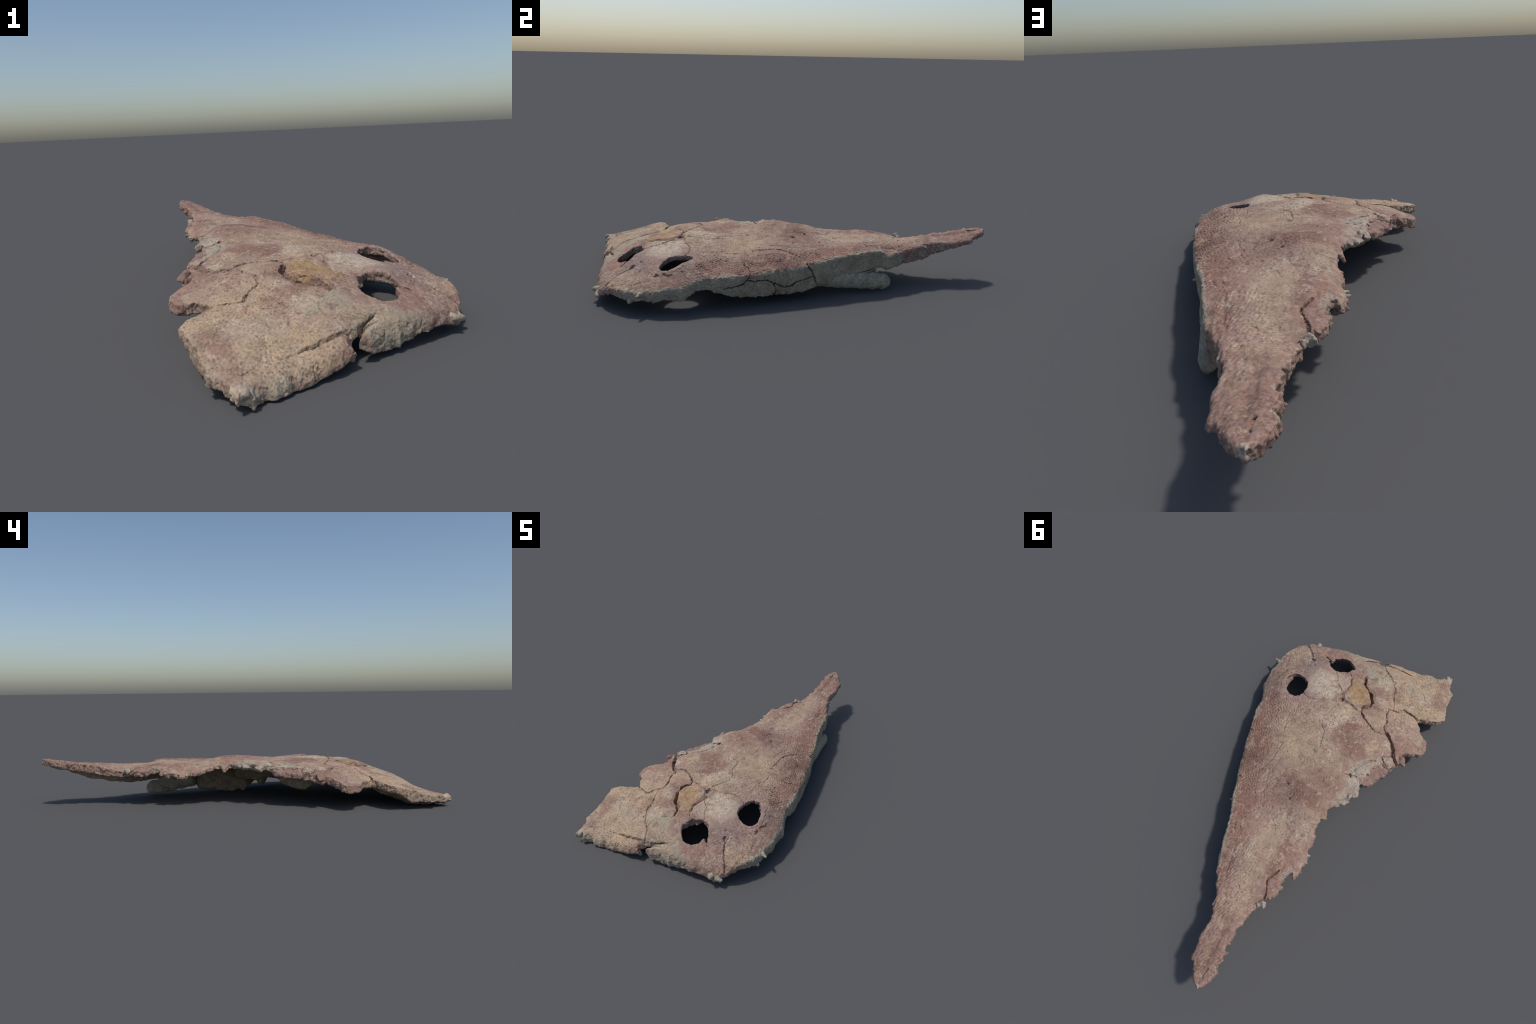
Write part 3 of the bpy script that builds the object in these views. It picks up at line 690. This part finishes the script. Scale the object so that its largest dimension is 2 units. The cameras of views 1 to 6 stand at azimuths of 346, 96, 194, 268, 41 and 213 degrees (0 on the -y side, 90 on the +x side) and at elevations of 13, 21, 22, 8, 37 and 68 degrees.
def bone_material(group):
    N = Nodes('fossil_bone')
    vec = N.new('ShaderNodeTexCoord').outputs['Object']
    w1 = N.noise(vec, 11, 3., .6); w2 = N.noise(vec, 42, 2., .6)
    a = N.new('ShaderNodeVectorMath', operation='SUBTRACT'); N.link(w1.outputs['Color'], a.inputs[0]); a.inputs[1].default_value = (.5, .5, .5)
    b = N.new('ShaderNodeVectorMath', operation='SUBTRACT'); N.link(w2.outputs['Color'], b.inputs[0]); b.inputs[1].default_value = (.5, .5, .5)
    m1 = N.new('ShaderNodeVectorMath', operation='MULTIPLY_ADD'); N.link(a.outputs[0], m1.inputs[0]); m1.inputs[1].default_value = (.085,) * 3; N.link(vec, m1.inputs[2])
    m2 = N.new('ShaderNodeVectorMath', operation='MULTIPLY_ADD'); N.link(b.outputs[0], m2.inputs[0]); m2.inputs[1].default_value = (.055,) * 3; N.link(m1.outputs[0], m2.inputs[2])
    wv = m2.outputs[0]
    m3 = N.new('ShaderNodeVectorMath', operation='MULTIPLY_ADD'); N.link(b.outputs[0], m3.inputs[0]); m3.inputs[1].default_value = (.03,) * 3; N.link(vec, m3.inputs[2])
    base = N.mix(N.range(N.noise(vec, 7, 4., .6).outputs[0], .35, .65), MAUVE, lin(153, 127, 112))
    col = base
    for c, x, y, rx, ry, ang, st in STAINS:
        g = N.new('ShaderNodeGroup'); g.node_tree = group
        N.link(m3.outputs[0] if c == OCHRE else wv, g.inputs['Vector'])
        g.inputs['Center'].default_value = (x, y, 0); g.inputs['Radii'].default_value = (rx, ry, 1)
        g.inputs['Angle'].default_value = math.radians(-ang); g.inputs['Soft'].default_value = .34 if c != OCHRE else .18; g.inputs['Strength'].default_value = st * .9
        col = N.mix(g.outputs[0], col, c)
    strm = N.new('ShaderNodeMapping'); N.link(m2.outputs[0], strm.inputs[0]); strm.inputs['Scale'].default_value = (1.25, .6, 1.); strm.inputs['Rotation'].default_value = (0, 0, -.12)
    for sc, sd, thr, c, st in ((17, 1., .56, TAN, .50), (15, 2., .57, RED, .55), (34, 5., .57, PALE, .60), (30, 7., .57, DEEP, .52), (13, 9., .60, GREEN, .30)):
        nz = N.noise(strm.outputs[0], sc, 5., .62, dims='4D', w=sd).outputs[0]
        col = N.mix(N.range(nz, thr - .03, thr + .09, 0, st), col, c)
    # pale, unstained bone outside the rim of the jaw margin
    sep = N.new('ShaderNodeSeparateXYZ'); N.link(vec, sep.inputs[0])
    fc = N.new('ShaderNodeFloatCurve')
    t = N.math('MULTIPLY_ADD', sep.outputs[1], .5, .5)
    N.link(t, fc.inputs['Value'])
    rim = [(-1, .60), (-.80, .47), (-.60, .424), (-.50, .426), (-.42, .418), (-.35, .404), (-.30, .375), (-.25, .352), (-.10, .314), (0, .272), (.15, .206), (.25, .148), (.35, .100), (.45, .056),
           (.55, .016), (.60, .005), (.66, -.030), (.75, -.092), (.85, -.098), (.92, -.128), (1, -.17)]
    cu = fc.mapping.curves[0]
    for i, (y, x) in enumerate(rim):
        pt = (y * .5 + .5, x * .5 + .5)
        if i == 0:
            cu.points[0].location = pt
        elif i == len(rim) - 1:
            cu.points[-1].location = pt
        else:
            cu.points.new(*pt)
    fc.mapping.update()
    xr = N.math('MULTIPLY_ADD', fc.outputs[0], 2., -1.)
    d = N.math('SUBTRACT', sep.outputs[0], xr)
    d = N.math('ADD', d, N.math('MULTIPLY', N.math('SUBTRACT', N.noise(vec, 45, 3., .6).outputs[0], .5)  , .018))
    side = N.mix(N.range(N.noise(vec, 14, 4., .6).outputs[0], .35, .65), SIDE, lin(150, 138, 120))
    side = N.mix(N.range(N.noise(vec, 24, 4., .65, dims='4D', w=12.).outputs[0], .54, .66, 0, .6), side, lin(146, 122, 104))
    col = N.mix(N.range(d, -.004, .006), col, side)
    col, worm, fine = grain(N, vec, col)
    return finish(N, vec, col, worm, fine, .45, .0035)


def rock_material(name, c1, c2, k=.8):
    N = Nodes(name)
    vec = N.new('ShaderNodeTexCoord').outputs['Object']
    col = N.mix(N.range(N.noise(vec, 30, 4., .65).outputs[0], .38, .62), c1, c2)
    col, worm, fine = grain(N, vec, col, k)
    return finish(N, vec, col, worm, fine, .5, .003)


# ================================================================ loose pieces
def chain(P, pts, zscale=1., k=.008):
    """beads joined by tapering rods; pts = (x, y, z, r)"""
    r = None
    s = np.array([1, 1, zscale])
    Ps = P * s
    if len(pts) == 1:
        c = np.array(pts[0][:3]) * s
        return np.linalg.norm(Ps - c, axis=-1) - pts[0][3]
    for A, B in zip(pts[:-1], pts[1:]):
        a, b = np.array(A[:3]) * s, np.array(B[:3]) * s
        ab = b - a
        t = np.clip(((Ps - a) @ ab) / (ab @ ab + 1e-12), 0, 1)
        d = np.linalg.norm(Ps - a - t[..., None] * ab, axis=-1) - (A[3] + (B[3] - A[3]) * t)
        r = d if r is None else smin(r, d, k)
    return r


def facets(P, c, r, seed, n=9, zs=1.):
    """angular chip: the inside of n random planes around c"""
    rs = np.random.RandomState(seed)
    d = rs.standard_normal((n, 3)); d /= np.linalg.norm(d, axis=1)[:, None]
    off = r * rs.uniform(.65, 1., n)
    v = (P - np.array(c)) * np.array([1, 1, zs])
    f = None
    for i in range(n):
        g = v @ d[i] - off[i]
        f = g if f is None else smax(f, g, r * .2)
    return np.maximum(f, np.linalg.norm(v, axis=-1) - 1.25 * r)


def piece(name, sdf, lo, hi, mat, parent, rough=.003, freq=45, h=.003, seed=1, kind=None):
    lo, hi = np.array(lo) - .012, np.array(hi) + .012
    n = np.ceil((hi - lo) / h).astype(int) + 1
    G = np.stack(np.meshgrid(*(lo[k] + h * np.arange(n[k]) for k in range(3)), indexing='ij'), -1)
    P = G.reshape(-1, 3)
    F = sdf(P)
    near = np.abs(F) < .02
    F[near] += rough * fbm(P[near], freq, seed, 3, .55)
    F = F.reshape(tuple(n)).astype(np.float32)
    F[0], F[-1], F[:, 0], F[:, -1], F[:, :, 0], F[:, :, -1] = 1, 1, 1, 1, 1, 1
    V, Q = surface_nets(F, lo, h)
    V[:, 2] = np.maximum(V[:, 2], 0.)
    me = mesh_of(name, V, Q)
    me.materials.append(mat)
    ob = bpy.data.objects.new(name, me)
    bpy.context.collection.objects.link(ob)
    ob.parent = parent
    if kind:
        ob['kind'] = kind
    return ob


def bead_piece(name, pts, mat, parent, zscale=1., **kw):
    a = np.array(pts)
    r = a[:, 3:4] / np.array([[1, 1, min(1, zscale)]])
    return piece(name, lambda P: chain(P, pts, zscale), (a[:, :3] - r).min(0), (a[:, :3] + r).max(0), mat, parent, **kw)


def chip_piece(name, c, r, seed, mat, parent, zs=1., **kw):
    c = np.array(c)
    e = np.array([1.25 * r, 1.25 * r, 1.25 * r / zs])
    return piece(name, lambda P: facets(P, c, r, seed, 10, zs), c - e, c + e, mat, parent, seed=seed, **kw)


def main():
    root = bpy.data.objects.new('fossil_skull', None)
    bpy.context.collection.objects.link(root)
    root['label'] = 'broken flat fossil skull roof with long snout, reddish tan'
    root['category'] = 'fossil skull'
    bone = bone_material(stain_group())
    under = rock_material('underside_bone', lin(150, 136, 116), lin(134, 118, 102))
    matrix = rock_material('pale_matrix', STONE, lin(150, 134, 119))
    redrock = rock_material('red_bone', lin(148, 123, 111), lin(136, 107, 97))
    pale = rock_material('pale_bone', lin(170, 160, 140), lin(150, 141, 124))
    brown = rock_material('brown_bone', lin(146, 122, 106), lin(128, 102, 90))

    V, Q, grid = build_slab()
    VN, FN = vnormals(V, Q)
    xs, ys, L = plate_labels(grid)
    C = V[Q].mean(1)
    ix = np.clip(np.round((C[:, 0] - xs[0]) / (xs[1] - xs[0])).astype(int), 0, len(xs) - 1)
    iy = np.clip(np.round((C[:, 1] - ys[0]) / (ys[1] - ys[0])).astype(int), 0, len(ys) - 1)
    lab = L[ix, iy].astype(int)
    lab[C[:, 1] > .62] = 0
    lab[(C[:, 1] <= .62) & (lab == 0)] = 1
    gx = np.clip(((C[:, 0] - grid['xs'][0]) / H).astype(int), 0, len(grid['xs']) - 1)
    gy = np.clip(((C[:, 1] - grid['ys'][0]) / H).astype(int), 0, len(grid['ys']) - 1)
    right = (grid['ke'][gx, gy] == 2) & (grid['best'][gx, gy] < .022) & (C[:, 1] > -.32) & (C[:, 1] < .62)
    wall, bottom = len(SEEDS), len(SEEDS) + 1
    lab[right & (np.abs(FN[:, 2]) < .55)] = wall
    lab[FN[:, 2] < -.3] = bottom
    names = [s for s, _ in SEEDS] + ['jaw_side', 'underside']
    for i, nm in enumerate(names):
        q = Q[lab == i]
        if not len(q):
            continue
        used, inv = np.unique(q, return_inverse=True)
        me = mesh_of(nm, V[used], inv.reshape(q.shape))
        me.normals_split_custom_set_from_vertices([tuple(v) for v in VN[used]])
        me.materials.append(under if i == bottom else bone)
        ob = bpy.data.objects.new(nm, me)
        bpy.context.collection.objects.link(ob)
        ob.parent = root

    # --- palate, seen under the roof
    bead_piece('palate_process', [(.155, .20, .080, .020), (.118, .30, .068, .025), (.080, .39, .056, .026), (.056, .455, .048, .027), (.046, .500, .042, .024), (.044, .517, .040, .018)],
               pale, root, zscale=.66, rough=.003, freq=26, seed=3)
    bead_piece('palate_process', [(.062, .30, .085, .022), (.035, .40, .078, .026), (.024, .450, .082, .018)], pale, root, zscale=.6, rough=.003, freq=30, seed=4)
    bead_piece('palate_flange', [(.085, .24, .088, .025), (.09, .10, .080, .027), (.10, .0, .084, .026), (.13, -.04, .095, .022)], under, root, zscale=.36, rough=.004, freq=25, seed=5, h=.004)
    bead_piece('palate_lump', [(.02, -.10, .105, .032)], under, root, zscale=.6, rough=.005, freq=30, seed=6)
    bead_piece('palate_ridge', [(.03, .03, .142, .026), (.0, -.07, .134, .026), (-.03, -.15, .150, .025), (-.08, -.22, .138, .027), (-.20, -.26, .128, .027)], under, root, zscale=.5, rough=.006, freq=28, seed=9, h=.004)
    bead_piece('braincase_lump', [(-.21, -.22, .125, .040), (-.25, -.29, .115, .042), (-.26, -.32, .12, .034)], under, root, rough=.007, freq=28, seed=7, h=.004)

    bead_piece('orbit_wall', [(.350, -.475, .105, .016), (.352, -.42, .108, .017), (.338, -.365, .112, .017), (.300, -.325, .118, .016), (.250, -.315, .125, .014)], brown, root, zscale=.38,
               rough=.004, freq=50, seed=8)
    # --- rock still stuck to the broken midline margin
    for k, (x, y, z, r) in enumerate([(-.257, .010, .200, .019), (-.281, -.016, .195, .018), (-.280, -.052, .198, .024), (-.292, -.085, .192, .026), (-.262, -.095, .198, .020),
                                      (-.255, -.180, .192, .024), (-.275, -.215, .186, .022), (-.285, -.150, .182, .020), (-.292, -.255, .176, .022), (-.262, -.035, .203, .018)]):
        chip_piece('matrix_lump', (x + .006, y, z - .004), r * 1.05, 20 + k, matrix, root, zs=1.35, rough=.005, freq=45, h=.0025)
    chip_piece('rim_chip', (-.337, -.302, .158), .026, 31, redrock, root, rough=.003)
    chip_piece('rim_chip', (-.318, -.268, .165), .020, 32, matrix, root, rough=.003)
    chip_piece('rim_chip', (-.392, -.362, .148), .022, 33, redrock, root, rough=.004)
    slab = [(-.285, -.140), (-.308, -.138), (-.325, -.146), (-.343, -.171), (-.352, -.222), (-.368, -.233), (-.367, -.292), (-.33, -.297), (-.29, -.262), (-.275, -.200)]
    piece('red_slab', lambda P: smax(poly_sdf(P[:, 0], P[:, 1], slab), np.abs(P[:, 2] - (.160 + .12 * (P[:, 0] + .33))) - .016, .014), (-.37, -.30, .12), (-.27, -.135, .185),
          redrock, root, rough=.005, freq=36, seed=41)
    chip_piece('curled_fragment', (-.240, .577, .174), .014, 43, matrix, root, rough=.003, freq=80, h=.002)
    chip_piece('curled_fragment', (-.226, .588, .170), .012, 47, matrix, root, rough=.003, freq=80, h=.002)
    chip_piece('corner_tip', (-.357, -.978, .041), .016, 51, matrix, root, rough=.002, h=.002)
    # --- small points and nubs along the margins
    for k, (nm, pts, m) in enumerate([
            ('edge_splinter', [(-.225, .900, .212, .012), (-.247, .903, .206, .004)], redrock), 
            ('edge_splinter', [(-.218, .828, .196, .011), (-.236, .820, .186, .004)], redrock), ('edge_splinter', [(-.205, .790, .188, .010), (-.221, .786, .181, .0035)], redrock),
            ('edge_splinter', [(-.200, .752, .180, .010), (-.217, .744, .172, .003)], redrock), ('edge_splinter', [(-.268, .285, .150, .010), (-.286, .281, .154, .003)], pale), ('edge_splinter', [(-.275, .320, .155, .010), (-.293, .319, .160, .004)], pale),
            ('edge_splinter', [(-.265, .385, .15, .014), (-.295, .365, .146, .005)], redrock),
            ('rear_point', [(.322, -.735, .046, .017), (.332, -.757, .048, .011), (.337, -.768, .050, .005)], pale), ('rear_point', [(.355, -.735, .040, .017), (.372, -.735, .036, .010)], pale),
            ('rear_point', [(.310, -.745, .040, .014), (.345, -.748, .030, .010)], brown),
            ('side_point', [(.425, -.518, .082, .018), (.462, -.527, .086, .005)], pale), ('side_point', [(.428, -.560, .062, .018), (.444, -.566, .054, .010)], pale),
            ('side_point', [(.424, -.545, .070, .018), (.442, -.548, .066, .008)], pale), ('side_point', [(.150, .262, .152, .009), (.168, .268, .150, .004)], pale),
            ('orbit_rubble', [(.318, -.455, .122, .012), (.324, -.42, .122, .013), (.312, -.385, .125, .011)], brown),
            ('cleft_fragment', [(-.048, -.868, .040, .012), (-.040, -.862, .025, .008)], pale)]):
        bead_piece(nm, pts, m, root, rough=.0025, freq=75, seed=60 + k, h=.002)


main()
